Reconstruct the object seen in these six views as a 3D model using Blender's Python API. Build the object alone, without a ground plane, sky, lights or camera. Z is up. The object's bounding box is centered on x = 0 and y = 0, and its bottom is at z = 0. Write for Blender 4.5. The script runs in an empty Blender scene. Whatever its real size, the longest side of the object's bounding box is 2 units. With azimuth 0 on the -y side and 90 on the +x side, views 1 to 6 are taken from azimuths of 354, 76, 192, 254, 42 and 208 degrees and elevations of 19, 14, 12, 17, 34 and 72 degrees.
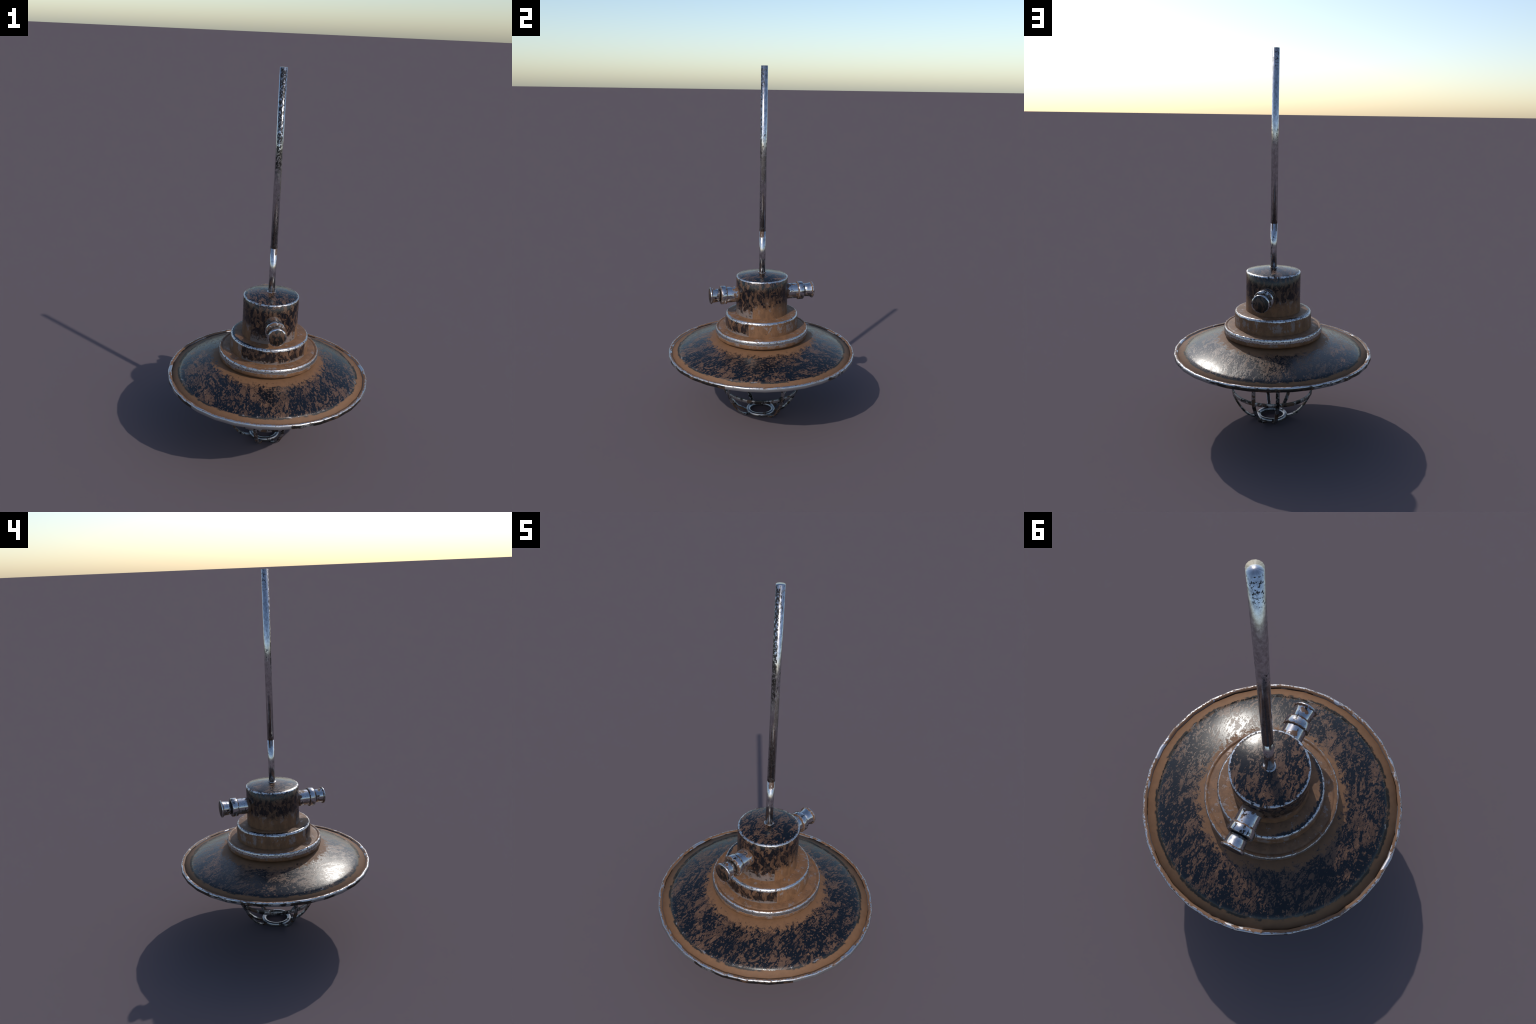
import bpy, math
from math import cos, sin, pi, radians, hypot

# ------------------------------------------------------------------ helpers
SEG = 32                      # the metal spinning is a 32-sided turning
SEAM = radians(-33.75)        # where the wrap-around wear pattern meets itself


def link(ob, parent=None):
    bpy.context.scene.collection.objects.link(ob)
    if parent is not None:
        ob.parent = parent
    return ob


def mesh_object(name, verts, faces, mat, parent, smooth=True):
    me = bpy.data.meshes.new(name)
    me.from_pydata(verts, [], faces)
    me.validate()
    me.update()
    if smooth:
        me.polygons.foreach_set("use_smooth", [True] * len(me.polygons))
    me.materials.append(mat)
    return link(bpy.data.objects.new(name, me), parent)


def turn(profile, seg=SEG, closed=False, axis="z", cap_start=False, cap_end=False, flip=False):
    """Turn a profile of (radius, height) pairs about an axis."""
    verts, faces = [], []
    n = len(profile)
    for r, h in profile:
        for k in range(seg):
            a = 2 * pi * k / seg
            if axis == "z":
                verts.append((r * cos(a), r * sin(a), h))
            else:
                verts.append((r * sin(a), h, r * cos(a)))
    rows = n if closed else n - 1
    for i in range(rows):
        j = (i + 1) % n
        for k in range(seg):
            m = (k + 1) % seg
            f = (i * seg + k, i * seg + m, j * seg + m, j * seg + k)
            faces.append(f[::-1] if flip else f)
    if cap_start:
        f = tuple(range(seg))
        faces.append(f if flip else f[::-1])
    if cap_end:
        f = tuple(range((n - 1) * seg, n * seg))
        faces.append(f[::-1] if flip else f)
    return verts, faces


# ------------------------------------------------------------------ node kit
class Kit:
    def __init__(self, name):
        self.mat = bpy.data.materials.new(name)
        self.mat.use_nodes = True
        self.nt = self.mat.node_tree
        self.nt.nodes.clear()
        self.out = self.nt.nodes.new("ShaderNodeOutputMaterial")
        tc = self.nt.nodes.new("ShaderNodeTexCoord")
        self.obj = tc.outputs["Object"]
        self.nrm = tc.outputs["Normal"]

    def new(self, kind, **props):
        nd = self.nt.nodes.new(kind)
        for k, v in props.items():
            setattr(nd, k, v)
        return nd

    def put(self, sock, val):
        if isinstance(val, bpy.types.NodeSocket):
            self.nt.links.new(val, sock)
        else:
            sock.default_value = val

    def math(self, op, a, b=None, c=None, clamp=False):
        nd = self.new("ShaderNodeMath", operation=op, use_clamp=clamp)
        for i, v in enumerate((a, b, c)):
            if v is not None:
                self.put(nd.inputs[i], v)
        return nd.outputs[0]

    def add(self, a, b): return self.math("ADD", a, b)
    def sub(self, a, b): return self.math("SUBTRACT", a, b)
    def mul(self, a, b): return self.math("MULTIPLY", a, b)
    def mx(self, a, b): return self.math("MAXIMUM", a, b)
    def inv(self, a): return self.math("SUBTRACT", 1.0, a)

    def step(self, v, lo, hi):
        """smooth ramp 0..1 while v goes lo..hi (lo may exceed hi)"""
        nd = self.new("ShaderNodeMapRange", interpolation_type="SMOOTHSTEP")
        self.put(nd.inputs["Value"], v)
        if lo <= hi:
            a, b, c, d = lo, hi, 0.0, 1.0
        else:
            a, b, c, d = hi, lo, 1.0, 0.0
        for k, x in zip(("From Min", "From Max", "To Min", "To Max"), (a, b, c, d)):
            nd.inputs[k].default_value = x
        return nd.outputs[0]

    def band(self, v, lo, hi, soft):
        return self.mul(self.step(v, lo - soft, lo + soft), self.step(v, hi + soft, hi - soft))

    def xyz(self, vec=None):
        nd = self.new("ShaderNodeSeparateXYZ")
        self.put(nd.inputs[0], vec or self.obj)
        return nd.outputs[0], nd.outputs[1], nd.outputs[2]

    def vec(self, x, y, z):
        nd = self.new("ShaderNodeCombineXYZ")
        for i, v in enumerate((x, y, z)):
            self.put(nd.inputs[i], v)
        return nd.outputs[0]

    def radius(self):
        x, y, z = self.xyz()
        return self.math("SQRT", self.add(self.mul(x, x), self.mul(y, y)))

    def angle(self):
        """turn angle about z, -pi..pi, with its cut at the seam"""
        x, y, z = self.xyz()
        t = pi - SEAM
        c, s = cos(t), sin(t)
        xr = self.sub(self.mul(x, c), self.mul(y, s))
        yr = self.add(self.mul(x, s), self.mul(y, c))
        return self.math("ARCTAN2", yr, xr)

    def noise(self, vec, scale, detail=6.0, rough=0.6, distort=0.0, w=None):
        nd = self.new("ShaderNodeTexNoise", noise_dimensions="4D" if w is not None else "3D")
        self.put(nd.inputs["Vector"], vec)
        nd.inputs["Scale"].default_value = scale
        nd.inputs["Detail"].default_value = detail
        nd.inputs["Roughness"].default_value = rough
        nd.inputs["Distortion"].default_value = distort
        if w is not None:
            self.put(nd.inputs["W"], w)
        return nd.outputs["Fac"]

    def stretch(self, vec, sx, sy, sz, off=(0, 0, 0)):
        nd = self.new("ShaderNodeMapping")
        self.put(nd.inputs["Vector"], vec)
        nd.inputs["Scale"].default_value = (sx, sy, sz)
        nd.inputs["Location"].default_value = off
        return nd.outputs[0]

    def mix(self, fac, a, b):
        nd = self.new("ShaderNodeMix", data_type="RGBA")
        self.put(nd.inputs["Factor"], fac)
        self.put(nd.inputs["A"] if False else nd.inputs[6], a if isinstance(a, bpy.types.NodeSocket) else (*a, 1))
        self.put(nd.inputs[7], b if isinstance(b, bpy.types.NodeSocket) else (*b, 1))
        return nd.outputs[2]

    def mixf(self, fac, a, b):
        nd = self.new("ShaderNodeMix", data_type="FLOAT")
        self.put(nd.inputs[0], fac)
        self.put(nd.inputs[2], a)
        self.put(nd.inputs[3], b)
        return nd.outputs[0]

    def finish(self, layers, base, height=None, bump=0.2, dist=0.002):
        """layers: list of (mask, colour, roughness, metallic) over the base"""
        col, rough, metal = base
        if not isinstance(col, bpy.types.NodeSocket):
            nd = self.new("ShaderNodeRGB")
            nd.outputs[0].default_value = (*col, 1)
            col = nd.outputs[0]
        for mask, c, r, m in layers:
            col = self.mix(mask, col, c)
            rough = self.mixf(mask, rough, r)
            metal = self.mixf(mask, metal, m)
        bs = self.new("ShaderNodeBsdfPrincipled")
        self.put(bs.inputs["Base Color"], col)
        self.put(bs.inputs["Roughness"], rough)
        self.put(bs.inputs["Metallic"], metal)
        if height is not None:
            bp = self.new("ShaderNodeBump")
            bp.inputs["Strength"].default_value = bump
            bp.inputs["Distance"].default_value = dist
            self.put(bp.inputs["Height"], height)
            self.nt.links.new(bp.outputs[0], bs.inputs["Normal"])
        self.nt.links.new(bs.outputs[0], self.out.inputs[0])
        return self.mat


PAINT = (0.0022, 0.0032, 0.0056)
SOOT = (0.006, 0.005, 0.004)
RUST = (0.118, 0.061, 0.034)
RUST_DEEP = (0.074, 0.038, 0.021)
RUST_FLECK = (0.23, 0.118, 0.060)
DUST = (0.168, 0.080, 0.035)
STEEL = (0.56, 0.56, 0.58)
STEEL_DULL = (0.30, 0.29, 0.30)
VEIL = (0.225, 0.185, 0.170)


def rust_colour(k, vec):
    v = k.noise(vec, 22, 4, 0.6)
    c = k.mix(k.step(v, 0.38, 0.62), RUST_DEEP, RUST)
    f = k.noise(vec, 95, 2, 0.5)
    return k.mix(k.mul(k.step(f, 0.62, 0.70), 0.8), c, RUST_FLECK)


def streaked_rust(k):
    """flaking rust seen from above: patches drawn out along y"""
    v = k.stretch(k.obj, 1.0, 0.46, 0.15)
    big = k.noise(v, 14, 2, 0.5, 0.3)
    mid = k.noise(v, 33, 4, 0.65, 0.8)
    fine = k.noise(k.stretch(k.obj, 1, 0.5, 0.3), 105, 4, 0.65, 0.8)
    pick = k.add(k.add(k.mul(big, 0.36), k.mul(mid, 0.58)), k.mul(fine, 0.46))
    pick = k.add(pick, k.mul(k.sub(0.375, k.mx(k.radius(), 0.31)), 0.22))      # dense by the collar, thinning outwards
    thin = k.step(pick, 0.688, 0.704)
    thick = k.step(pick, 0.745, 0.775)
    flakes = k.add(k.mul(thin, 0.85), k.mul(thick, 0.15))
    # dark cracks where the coat runs on between the flakes
    ridge = k.math("ABSOLUTE", k.sub(k.noise(k.stretch(k.obj, 1, 0.40, 0.2, (4, 4, 0)), 13, 4, 0.6, 0.6), 0.5))
    ridge2 = k.math("ABSOLUTE", k.sub(k.noise(k.stretch(k.obj, 1, 0.6, 0.2, (7, 1, 0)), 38, 3, 0.6, 0.9), 0.5))
    flakes = k.mul(flakes, k.mul(k.step(ridge, 0.012, 0.030), k.step(ridge2, 0.006, 0.022)))
    grains = k.step(k.noise(k.stretch(k.obj, 1, 0.7, 0.4), 118, 2, 0.5), 0.610, 0.650)
    return k.mx(flakes, k.mul(grains, 0.9)), pick


def wall_coords(k, length=0.18):
    """unrolled wall: arc length, height"""
    x, y, z = k.xyz()
    return k.vec(k.mul(k.angle(), length), z, 0.0)


def dark_sector(k):
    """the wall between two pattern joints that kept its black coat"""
    return k.math("GREATER_THAN", k.angle(), radians(75))


# ------------------------------------------------------------------ materials
def mat_shade():
    k = Kit("rusted_black_enamel")
    r = k.radius()
    x, y, z = k.xyz()
    rust, pick = streaked_rust(k)
    rc = rust_colour(k, k.stretch(k.obj, 1, 0.45, 0.2))
    ragged = k.noise(k.obj, 60, 5, 0.75)
    # dust collected at the foot of the flange, ragged outer border
    foot = k.step(k.add(r, k.mul(k.sub(ragged, 0.5), -0.20)), 0.313, 0.289)
    # dust in the channel of the rim
    chan = k.step(k.add(r, k.mul(k.sub(ragged, 0.5), 0.022)), 0.478, 0.483)
    big = k.noise(k.obj, 9, 3, 0.6)
    soot = k.mul(k.band(k.add(r, k.mul(k.sub(ragged, 0.5), 0.02)), 0.4785, 0.4875, 0.0025), k.step(big, 0.46, 0.52))
    chips = k.mul(k.band(k.add(r, k.mul(k.sub(ragged, 0.5), 0.03)), 0.4745, 0.4800, 0.002),
                  k.step(k.noise(k.stretch(k.obj, 1, 1, 1, (3, 1, 0)), 8, 5, 0.75), 0.585, 0.62))
    dustc = k.mix(k.noise(k.obj, 40, 4, 0.6), tuple(c * 0.74 for c in DUST), tuple(c * 1.22 for c in DUST))
    height = k.add(k.mul(rust, 0.7), k.mul(pick, 0.6))
    return k.finish([
        (rust, rc, 0.40, 0.0),
        (foot, dustc, 0.72, 0.0),
        (chan, dustc, 0.72, 0.0),
        (soot, SOOT, 0.6, 0.0),
        (k.mul(chips, 0.8), STEEL_DULL, 0.38, 0.8),
    ], (PAINT, 0.26, 0.0), height, 0.22, 0.0010)


def mat_shade_inside():
    k = Kit("dusty_enamel_inside")
    n = k.noise(k.obj, 14, 6, 0.65)
    return k.finish([(k.step(n, 0.45, 0.6), RUST, 0.6, 0.0)], (PAINT, 0.4, 0.0))


def mat_rim():
    k = Kit("worn_rim_steel")
    a = k.angle()
    r = k.radius()
    x, y, z = k.xyz()
    wall = k.vec(k.mul(a, 0.54), k.mul(z, 2.0), k.mul(r, 2.0))
    grit = k.noise(wall, 95, 3, 0.6)
    patch = k.noise(wall, 5.0, 3, 0.6)
    mid = k.noise(wall, 28, 4, 0.65)
    # sides: black coat with rust, bare grey steel in long stretches
    side = k.step(z, 0.4035, 0.4015)
    long_bare = k.add(patch, k.mul(k.sub(mid, 0.5), 0.35))
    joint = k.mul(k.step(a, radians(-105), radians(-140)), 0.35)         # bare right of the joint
    joint2 = k.mul(k.band(a, radians(74), radians(130), 0.01), 0.22)
    joint3 = k.mul(k.step(a, radians(160), radians(170)), -0.4)         # black left of it
    bare = k.step(k.add(k.add(long_bare, joint), k.add(joint2, joint3)), 0.53, 0.58)
    # top of the lip: rust, with broken steel along the outer edge
    crest = k.step(k.add(r, k.mul(k.sub(mid, 0.5), 0.016)), 0.5285, 0.5315)
    edge = k.band(z, 0.4005, 0.4055, 0.001)
    edge = k.mul(edge, k.step(r, 0.532, 0.536))
    broken = k.step(grit, 0.46, 0.52)
    blackbits = k.mul(k.step(k.noise(wall, 60, 3, 0.6), 0.54, 0.58), crest)
    rust_side = k.step(mid, 0.53, 0.58)
    dustc = k.mix(mid, tuple(c * 0.75 for c in DUST), tuple(c * 1.2 for c in DUST))
    steel_top = k.mul(k.mul(crest, broken), k.step(patch, 0.36, 0.5))
    inner_chip = k.mul(k.step(k.noise(wall, 12, 4, 0.6), 0.57, 0.60), 0.9)
    return k.finish([
        (k.inv(side), dustc, 0.65, 0.0),
        (k.mul(side, rust_side), RUST_DEEP, 0.5, 0.0),
        (k.mul(side, bare), STEEL_DULL, 0.42, 0.75),
        (k.mul(blackbits, k.inv(side)), SOOT, 0.4, 0.0),
        (k.mul(steel_top, k.inv(side)), STEEL, 0.3, 1.0),
        (k.mul(inner_chip, k.inv(side)), STEEL, 0.3, 1.0),
        (k.mul(edge, k.step(k.noise(wall, 42, 3, 0.65), 0.43, 0.49)), STEEL, 0.28, 1.0),
    ], (SOOT, 0.4, 0.0), k.add(grit, mid), 0.15, 0.001)


def wall_material(name, z_foot, z_top, r_wall, dust_reach, edge, top_style, has_sector=True,
                  rim_low=0.62, rim_in=0.2, rim_wobble=0.02, dark_from=9.0):
    """shared recipe of the turned collars: wall, worn edge, dusty top"""
    k = Kit(name)
    x, y, z = k.xyz()
    r = k.radius()
    a = k.angle()
    wv = wall_coords(k, r_wall)
    ragged = k.noise(wv, 60, 5, 0.7)
    drip = k.noise(k.stretch(wv, 1, 0.6, 1), 44, 5, 0.7, 0.6)
    sector = dark_sector(k) if has_sector else k.mul(dark_sector(k), 0.0)
    h = z_top - z_foot
    zz = k.math("DIVIDE", k.sub(z, z_foot), h)              # 0 foot .. 1 top
    on_wall = k.step(r, r_wall - edge - 0.0015, r_wall - edge + 0.0005)
    # coat + rust runs
    rust = k.step(drip, 0.50, 0.54)
    rc = rust_colour(k, k.stretch(wv, 1, 0.5, 1))
    # dust climbing from the foot (everywhere but in the dark sector)
    climb = k.add(zz, k.mul(k.sub(k.noise(k.stretch(wv, 1, 0.7, 1), 24, 6, 0.75), 0.5), 0.9))
    dust = k.mul(k.step(climb, dust_reach + 0.06, dust_reach - 0.06), k.inv(k.mul(sector, 0.94)))
    # steel rubbed bare: grey veil in the dust, and at the foot of the dark sector
    veil = k.step(k.noise(k.stretch(wv, 1, 0.5, 1, (5, 2, 0)), 26, 5, 0.75), 0.53, 0.58)
    veil = k.mul(veil, k.mul(dust, k.step(zz, 0.08, 0.35)))
    foot_bare = k.mul(sector, k.step(k.add(zz, k.mul(k.sub(ragged, 0.5), 0.9)), 0.22, 0.08))
    mott = k.noise(k.stretch(k.obj, 1, 1, 0.5), 30, 6, 0.7)
    dustc = k.mix(k.step(mott, 0.36, 0.62), tuple(c * 0.78 for c in DUST), tuple(c * 1.15 for c in DUST))
    dustc = k.mix(k.step(k.noise(k.obj, 85, 3, 0.6), 0.60, 0.68), dustc, tuple(c * 0.62 for c in DUST))
    layers = [
        (rust, rc, 0.42, 0.0),
        (dust, dustc, 0.68, 0.0),
        (k.mul(veil, 0.8), VEIL, 0.5, 0.25),
        (k.mul(foot_bare, 0.75), VEIL, 0.5, 0.3),
    ]
    base = PAINT
    top = k.inv(on_wall)
    ragged2 = k.noise(k.obj, 85, 4, 0.7)
    if top_style == "enamel":
        rs, pick = streaked_rust(k)
        rc2 = rust_colour(k, k.stretch(k.obj, 1, 0.45, 0.2))
        layers += [(top, PAINT, 0.2, 0.0), (k.mul(top, rs), rc2, 0.34, 0.0)]
        rim = k.step(k.add(k.add(r, k.mul(k.sub(z, z_top), 1.0)), k.mul(k.sub(ragged2, 0.5), 0.020)),
                     r_wall - 0.0062, r_wall - 0.0044)
        layers += [(k.mul(rim, k.step(k.noise(k.obj, 55, 3, 0.65), 0.40, 0.48)), STEEL, 0.3, 1.0)]
    else:
        layers += [(top, dustc, 0.62, 0.0)]
        glint = k.step(k.noise(k.stretch(k.obj, 1, 1, 1, (1, 6, 2)), 34, 5, 0.7), 0.585, 0.62)
        layers += [(k.mul(k.mul(top, glint), 0.8), VEIL, 0.4, 0.4)]
        dark_top = k.mul(k.mul(top, k.band(k.add(a, k.sub(ragged2, 0.5)), -0.45, 1.6, 0.15)),
                         k.step(k.add(r, k.mul(k.sub(ragged2, 0.5), 0.05)), dark_from, dark_from + 0.006))
        layers += [(dark_top, PAINT, 0.25, 0.0)]
        wob = k.mul(k.sub(ragged2, 0.5), rim_wobble)
        slow = k.mul(k.sub(k.noise(wall_coords(k, r_wall), 9, 3, 0.6), 0.5), 0.020)
        rim = k.step(k.add(k.add(z, wob), slow), rim_low - 0.002, rim_low + 0.002)
        rim = k.mul(rim, k.step(k.add(k.add(r, wob), k.mul(slow, 0.6)), rim_in - 0.0012, rim_in + 0.0012))
        spots = k.step(k.noise(k.stretch(wv, 1, 1.6, 1), 95, 3, 0.65), 0.53, 0.59)
        spotc = k.mix(k.step(k.noise(k.obj, 60, 2, 0.5), 0.45, 0.55), SOOT, RUST)
        layers += [(rim, STEEL, 0.3, 1.0), (k.mul(rim, spots), spotc, 0.45, 0.0)]
    return k.finish(layers, (base, 0.26, 0.0), k.add(drip, ragged2), 0.2, 0.001)


def mat_steel(name, dark=0.5, rusty=0.5, scale=1.0, random=True, rough=0.2, base=STEEL, rough_var=0.15):
    """bare pipework steel with black and rusty blotches"""
    k = Kit(name)
    w = None
    if random:
        oi = k.new("ShaderNodeObjectInfo")
        w = k.mul(oi.outputs["Random"], 30.0)
    blot = k.noise(k.obj, 26 * scale, 5, 0.65, 0.3, w)
    spot = k.noise(k.obj, 75 * scale, 3, 0.6, 0.0, w)
    rustn = k.noise(k.stretch(k.obj, 1, 1, 1, (4, 7, 1)), 19 * scale, 5, 0.65, 0.4, w)
    cloud = k.noise(k.obj, 50 * scale, 4, 0.6, 0.0, w)
    col = k.mix(cloud, tuple(c * 0.72 for c in base), tuple(min(1, c * 1.2) for c in base))
    rgh = k.add(rough, k.mul(cloud, rough_var))
    return k.finish([
        (k.step(blot, 0.63 - dark * 0.2, 0.67 - dark * 0.2), SOOT, 0.4, 0.2),
        (k.mul(k.step(spot, 0.63, 0.68), min(1, dark * 2)), SOOT, 0.4, 0.2),
        (k.step(rustn, 0.66 - rusty * 0.2, 0.70 - rusty * 0.2), RUST_DEEP, 0.6, 0.0),
    ], (col, rgh, 1.0))


def mat_nozzle():
    k = Kit("nozzle_steel")
    x, y, z = k.xyz()
    ay = k.math("ABSOLUTE", y)
    n = k.noise(k.obj, 48, 4, 0.6, 0.3)
    spot = k.noise(k.obj, 70, 3, 0.55)
    fleck = k.noise(k.stretch(k.obj, 1, 0.5, 1), 55, 3, 0.6)
    rad = k.math("SQRT", k.add(k.mul(x, x), k.mul(k.sub(z, 0.746), k.sub(z, 0.746))))
    wob = k.mul(k.sub(n, 0.5), 0.02)
    root = k.step(k.add(ay, k.mul(k.sub(n, 0.5), 0.08)), 0.159, 0.154)
    # rust packed in the corners beside collar and end flange
    side_up = k.add(ay, wob)
    corner = k.mx(k.band(side_up, 0.207, 0.2135, 0.001), k.mx(k.band(side_up, 0.2400, 0.2445, 0.001),
                                                              k.band(side_up, 0.2905, 0.2965, 0.001)))
    patch = k.step(k.noise(k.stretch(k.obj, 1, 1, 1, (1, 2, 6)), 21, 4, 0.6), 0.60, 0.63)
    face = k.step(ay, 0.3003, 0.3012)
    face = k.mul(face, k.step(k.add(rad, k.mul(k.sub(k.noise(k.obj, 30, 3, 0.6), 0.5), 0.02)), 0.0425, 0.0410))
    runs = k.step(k.noise(k.stretch(k.obj, 1, 1, 0.45), 75, 4, 0.6, 0.4), 0.50, 0.55)
    facec = k.mix(runs, SOOT, RUST_DEEP)
    col = k.mix(k.noise(k.obj, 40, 4, 0.6), (0.40, 0.40, 0.42), (0.66, 0.66, 0.68))
    return k.finish([
        (k.step(fleck, 0.61, 0.65), (0.03, 0.028, 0.028), 0.3, 0.8),
        (k.mul(k.step(spot, 0.57, 0.64), 0.5), STEEL_DULL, 0.45, 0.8),
        (patch, RUST, 0.55, 0.0),
        (root, RUST, 0.6, 0.0),
        (k.mul(corner, k.step(n, 0.40, 0.48)), RUST, 0.6, 0.0),
        (k.band(ay, 0.2422, 0.2494, 0.0006), SOOT, 0.6, 0.0),  # black painted into the groove for the shadow between nut and neck
        (face, facec, 0.5, 0.0),
    ], (col, 0.17, 1.0))


def mat_stem():
    k = Kit("stem_steel")
    x, y, z = k.xyz()
    a = k.math("ARCTAN2", y, x)
    wv = k.vec(k.mul(a, 0.02), k.mul(z, 0.35), 0.0)
    long = k.noise(wv, 70, 4, 0.65)
    blot = k.noise(k.vec(k.mul(a, 0.02), k.mul(z, 0.5), 3.0), 130, 4, 0.7)
    gate = k.noise(k.vec(k.mul(a, 0.03), k.mul(z, 0.3), 7.0), 16, 2, 0.5)
    soot_side = k.mul(k.band(a, radians(-150), radians(-48), 0.02), k.step(z, 1.42, 1.54))
    dark = k.mul(k.step(k.add(blot, k.mul(soot_side, 0.10)), 0.53, 0.58), k.mul(k.mx(soot_side, k.step(gate, 0.52, 0.60)), k.step(z, 1.9995, 1.998)))
    # rust at the foot of each length of tube
    foot = k.mx(k.step(k.add(z, k.mul(k.sub(long, 0.5), 0.16)), 0.895, 0.875),
                k.band(k.add(z, k.mul(k.sub(long, 0.5), 0.10)), 1.075, 1.125, 0.006))
    foot = k.mul(foot, k.step(k.noise(k.vec(k.mul(a, 0.4), z, 0.0), 3.5, 2, 0.5), 0.50, 0.53))
    mottle = k.noise(k.vec(k.mul(a, 0.02), k.mul(z, 0.6), 1.0), 75, 5, 0.7)
    rusty = k.mul(k.band(k.add(z, k.mul(k.sub(long, 0.5), 0.2)), 1.39, 1.55, 0.01),
                  k.mul(k.band(a, radians(-48), radians(35), 0.03), k.step(blot, 0.40, 0.46)))
    col = k.mix(k.step(mottle, 0.30, 0.70), (0.40, 0.39, 0.40), (0.72, 0.72, 0.74))
    return k.finish([
        (dark, (0.02, 0.018, 0.017), 0.35, 0.4),
        (k.mul(rusty, 0.85), (0.030, 0.017, 0.010), 0.5, 0.1),
        (foot, RUST_DEEP, 0.55, 0.0),
    ], (col, k.add(0.16, k.mul(mottle, 0.12)), 1.0))


M_SHADE = mat_shade()
M_INSIDE = mat_shade_inside()
M_RIM = mat_rim()
M_HOUSING = wall_material("housing_enamel", 0.632, 0.848, 0.1463, 0.36, 0.0, "enamel")
M_COLLAR = wall_material("collar_enamel", 0.5475, 0.633, 0.2085, 0.98, 0.0045, "dust", True, 0.6215, 0.1995, 0.014, 0.185)
M_FLANGE = wall_material("flange_dust", 0.500, 0.5450, 0.2670, 1.6, 0.0045, "dust", False, 0.5235, 0.2620, 0.013)
M_NOZZLE = mat_nozzle()
M_STEM = mat_stem()
M_CAGE = mat_steel("cage_steel", 0.70, 0.62, 1.0, True, 0.28, (0.34, 0.34, 0.35), 0.2)  # base grey darkened to carry the dark ground reflected in the hoop
M_RING = mat_steel("cage_ring_steel", 0.25, 0.45, 1.2, False, 0.3, (0.40, 0.40, 0.41), 0.15)
M_SOCKET = mat_steel("socket_steel", 0.4, 0.5, 1.0, False, 0.4)

# ------------------------------------------------------------------ the lamp
lamp = link(bpy.data.objects.new("pendant_lamp", None))
lamp["label"] = "rusted black industrial pendant lamp with stem and wire cage"
lamp["category"] = "pendant lamp"

# --- shade: convex dish that rolls down into a dusty channel
dish = [(0.215, 0.4990), (0.250, 0.4905), (0.272, 0.4835), (0.300, 0.4735), (0.350, 0.4580),
        (0.400, 0.4420), (0.430, 0.4312), (0.455, 0.4208), (0.465, 0.4160), (0.4785, 0.4095), (0.5205, 0.3985),
        (0.5225, 0.3860)]
under = [(0.512, 0.3850), (0.505, 0.3900), (0.476, 0.3990), (0.462, 0.4060), (0.440, 0.4160),
         (0.410, 0.4270), (0.375, 0.4390), (0.335, 0.4520), (0.290, 0.4660), (0.230, 0.4830), (0.060, 0.4860)]
v, f = turn(dish, flip=True)
shade = mesh_object("shade", v, f, M_SHADE, lamp)
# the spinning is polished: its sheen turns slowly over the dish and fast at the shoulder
TILT = [(0.20, 12.0), (0.300, 13.0), (0.350, 13.0), (0.400, 15.5), (0.430, 17.8), (0.455, 21.0), (0.465, 23.0),
        (0.4775, 42.0), (0.5195, 52.0), (0.53, 80.0)]


def tilt_at(r):
    for (r0, t0), (r1, t1) in zip(TILT, TILT[1:]):
        if r <= r1:
            return radians(t0 + (t1 - t0) * (r - r0) / (r1 - r0))
    return radians(TILT[-1][1])


normals = []
for x, y, z in v:
    r = hypot(x, y)
    t = tilt_at(r)
    normals.append((sin(t) * x / r, sin(t) * y / r, cos(t)))
shade.data.normals_split_custom_set_from_vertices(normals)
v, f = turn([dish[-1]] + under, flip=True)
inner = mesh_object("shade_lining", v, f, M_INSIDE, shade)

# --- rolled rim around the shade
lip = [(0.5195, 0.3850), (0.5198, 0.3990), (0.5225, 0.4035), (0.5310, 0.4065), (0.5375, 0.4055),
       (0.5402, 0.4020), (0.5410, 0.3870), (0.5380, 0.3830), (0.5240, 0.3828)]
v, f = turn(lip, closed=True, flip=True)
rim = mesh_object("rim", v, f, M_RIM, shade)
es = rim.modifiers.new("crease", "EDGE_SPLIT")
es.split_angle = radians(50)

# --- flange, collar and housing stacked on the dish
fl = [(0.2150, 0.4980), (0.2610, 0.4990), (0.2660, 0.5025), (0.2675, 0.5100), (0.2678, 0.5320), (0.2668, 0.5410),
      (0.2635, 0.5470), (0.2590, 0.5485), (0.2535, 0.5475), (0.2510, 0.5440), (0.2485, 0.5462), (0.2400, 0.5485),
      (0.1950, 0.5490)]
v, f = turn(fl)
mesh_object("flange", v, f, M_FLANGE, lamp)

co = [(0.2090, 0.5460), (0.2085, 0.6185), (0.2070, 0.6260), (0.2020, 0.6312), (0.1960, 0.6327), (0.1400, 0.6332)]
v, f = turn(co)
mesh_object("collar", v, f, M_COLLAR, lamp)

def crown(r):                      # the housing's lid is gently domed
    return 0.8475 + 0.0205 * (1 - (r / 0.1462) ** 2)


ho = [(0.1480, 0.6310), (0.1468, 0.7000), (0.1466, 0.7850), (0.1468, 0.8462), (0.1445, crown(0.1440)),
      (0.130, crown(0.130)), (0.105, crown(0.105)), (0.075, crown(0.075)), (0.045, crown(0.045)), (0.0180, crown(0.018))]
v, f = turn(ho)
housing = mesh_object("housing", v, f, M_HOUSING, lamp)

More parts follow.
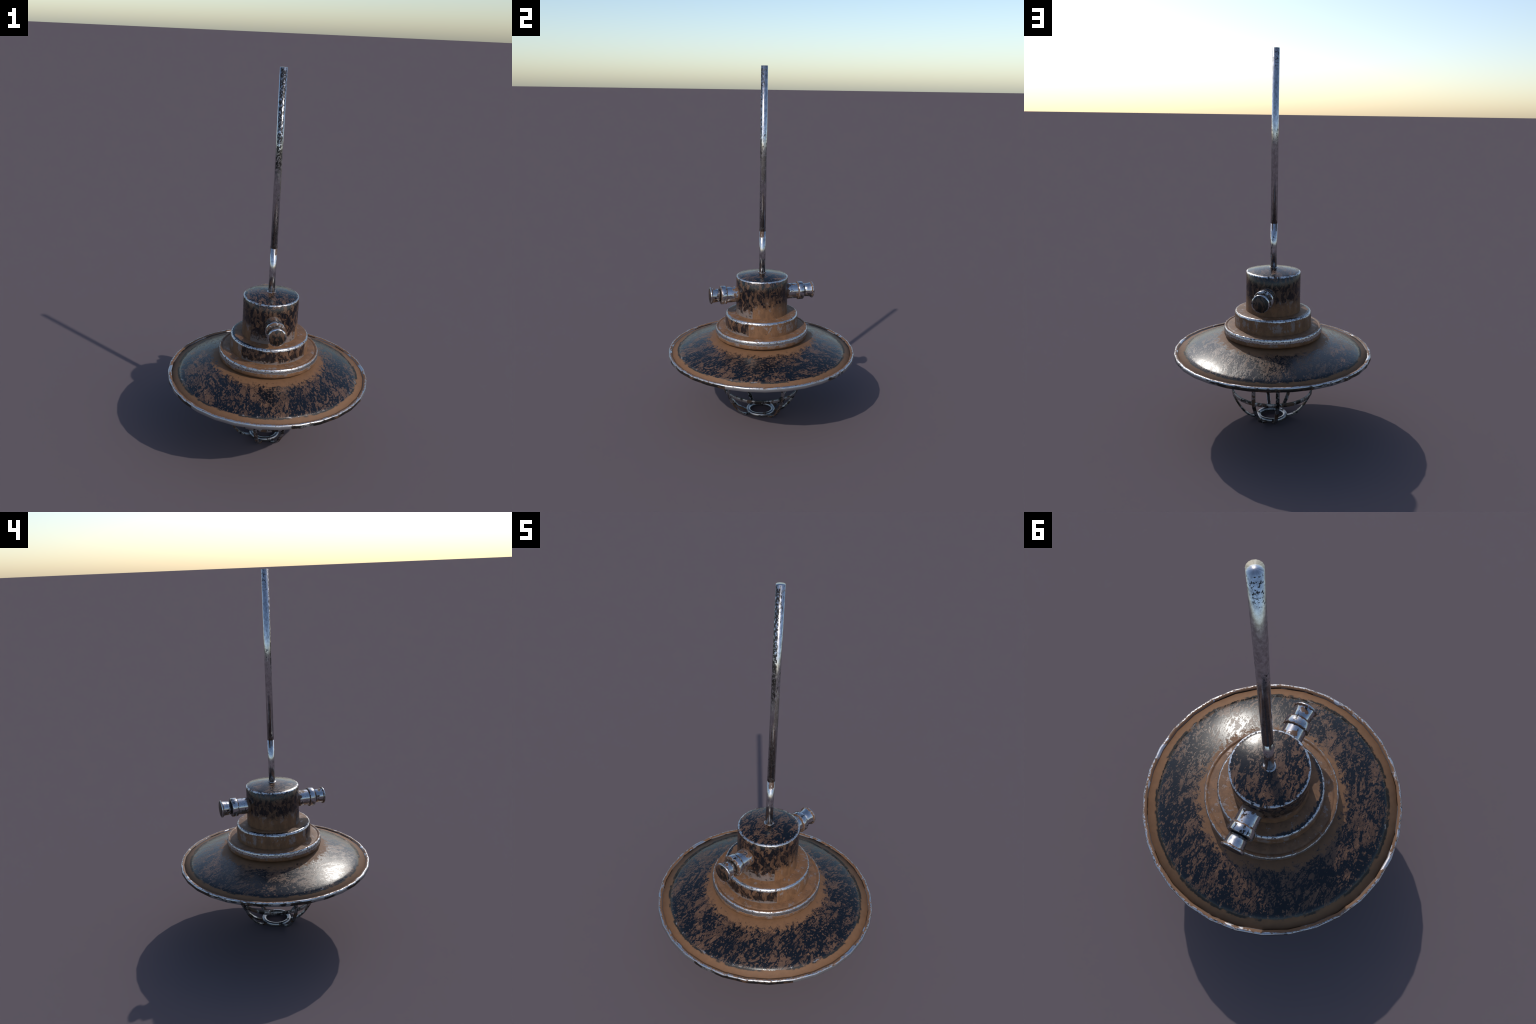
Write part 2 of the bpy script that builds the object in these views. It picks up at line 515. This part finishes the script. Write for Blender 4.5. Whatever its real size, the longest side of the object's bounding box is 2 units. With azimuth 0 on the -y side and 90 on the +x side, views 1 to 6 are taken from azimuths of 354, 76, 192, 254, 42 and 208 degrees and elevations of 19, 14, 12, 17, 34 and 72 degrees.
fe = [(0.0170, 0.8660), (0.0238, 0.8672), (0.0230, 0.8690), (0.0175, 0.8695)]
v, f = turn(fe, seg=20)
mesh_object("ferrule", v, f, mat_steel("ferrule_steel", 0.75, 0.75, 1.5, False, 0.3), housing)

# --- stem: two lengths of tube, shaded round over their ends
v, f = turn([(0.0173, 0.8565), (0.0178, 1.1090)], seg=16, cap_start=True, cap_end=True)
mesh_object("stem", v, f, M_STEM, lamp)
v, f = turn([(0.0182, 1.1080), (0.0184, 2.0000)], seg=16, cap_start=True, cap_end=True)
mesh_object("stem", v, f, M_STEM, lamp)

# --- two side nozzles (cable glands) on opposite sides
def nozzle_profile(s):
    tube = [(0.0445, 0.120), (0.0445, 0.150), (0.0445, 0.2120)]
    nut = [(0.0400, 0.2085), (0.0505, 0.2090), (0.0522, 0.2110), (0.0525, 0.2390), (0.0505, 0.2418), (0.0330, 0.2425)]
    tail = [(0.0325, 0.2410), (0.0330, 0.2480), (0.0372, 0.2500), (0.0385, 0.2700), (0.0412, 0.2890), (0.0430, 0.2930)]
    end = [(0.0425, 0.2915), (0.0468, 0.2935), (0.0476, 0.2965), (0.0474, 0.2995), (0.0455, 0.3020)]
    return [[(r, s * h) for r, h in p] for p in (tube, nut, tail, end)]


for s in (-1, 1):
    tube, nut, tail, end = nozzle_profile(s)
    parts = []
    for name, prof, cap in (("nozzle", tube, False), ("nut", nut, False), ("neck", tail, False), ("end_cap", end, True)):
        v, f = turn(prof, seg=16, axis="y", cap_end=cap, flip=(s < 0))
        v = [(x, y, z + 0.746) for x, y, z in v]
        ob = mesh_object(name, v, f, M_NOZZLE, parts[0] if parts else lamp)
        if name in ("nut", "end_cap"):
            m = ob.modifiers.new("crease", "EDGE_SPLIT")
            m.split_angle = radians(60)
        parts.append(ob)

# --- wire cage under the shade
cage = link(bpy.data.objects.new("cage", None), lamp)
hoop = [(0.2245, 0.1560), (0.2250, 0.1580), (0.2250, 0.1720), (0.2240, 0.1740), (0.2150, 0.1740), (0.2140, 0.1720),
        (0.2140, 0.1580), (0.2150, 0.1560)]
v, f = turn(hoop, closed=True)
h = mesh_object("hoop", v, f, M_CAGE, cage)
h.modifiers.new("crease", "EDGE_SPLIT").split_angle = radians(50)

ring = [(0.0830, 0.0005), (0.0860, 0.0035), (0.0862, 0.0140), (0.0830, 0.0200), (0.0770, 0.0225), (0.0690, 0.0215),
        (0.0625, 0.0165), (0.0610, 0.0050), (0.0650, 0.0005)]
v, f = turn(ring, closed=True)
mesh_object("base_ring", v, f, M_RING, cage)

rib_curve = [(0.2290, 0.4900), (0.2285, 0.3000), (0.2275, 0.1900), (0.2255, 0.1620), (0.2190, 0.1360), (0.2070, 0.1100),
             (0.1900, 0.0800), (0.1700, 0.0510), (0.1460, 0.0260), (0.1190, 0.0090), (0.0980, 0.0020), (0.0780, 0.0000)]


def rib_mesh():
    wide, thick, bev = 0.0098, 0.0100, 0.0015
    verts, faces = [], []
    n = len(rib_curve)
    section = [(-wide + bev, 0), (wide - bev, 0), (wide, bev), (wide, thick - bev), (wide - bev, thick),
               (-wide + bev, thick), (-wide, thick - bev), (-wide, bev)]
    for i, (r, z) in enumerate(rib_curve):
        a = rib_curve[max(0, i - 1)]
        b = rib_curve[min(n - 1, i + 1)]
        tr, tz = b[0] - a[0], b[1] - a[1]
        l = hypot(tr, tz)
        nr, nz = tz / l, -tr / l              # towards the axis / upwards
        for t, d in section:
            verts.append((r + nr * d, t, z + nz * d))
    m = len(section)
    for i in range(n - 1):
        for k in range(m):
            q = (k + 1) % m
            faces.append((i * m + k, i * m + q, (i + 1) * m + q, (i + 1) * m + k))
    faces.append(tuple(range(m))[::-1])
    faces.append(tuple(range((n - 1) * m, n * m)))
    return verts, faces


v, f = rib_mesh()
first = mesh_object("rib", v, f, M_CAGE, cage)
import bmesh
bm = bmesh.new(); bm.from_mesh(first.data); bmesh.ops.recalc_face_normals(bm, faces=bm.faces); bm.to_mesh(first.data); bm.free()
first.modifiers.new("crease", "EDGE_SPLIT").split_angle = radians(40)
for i, az in enumerate((20.5, 76.0, 110.0, 193.0, 250.5, 290.0)):
    ob = first if i == 0 else link(first.copy(), None)
    ob.parent = cage
    ob.rotation_euler = (0, 0, radians(az))

# --- lamp holder hidden under the dish
so = [(0.062, 0.4970), (0.060, 0.4450), (0.045, 0.4400), (0.042, 0.4050), (0.030, 0.4020)]
v, f = turn(so, seg=24, cap_end=True, flip=True)
mesh_object("lamp_holder", v, f, M_SOCKET, lamp)
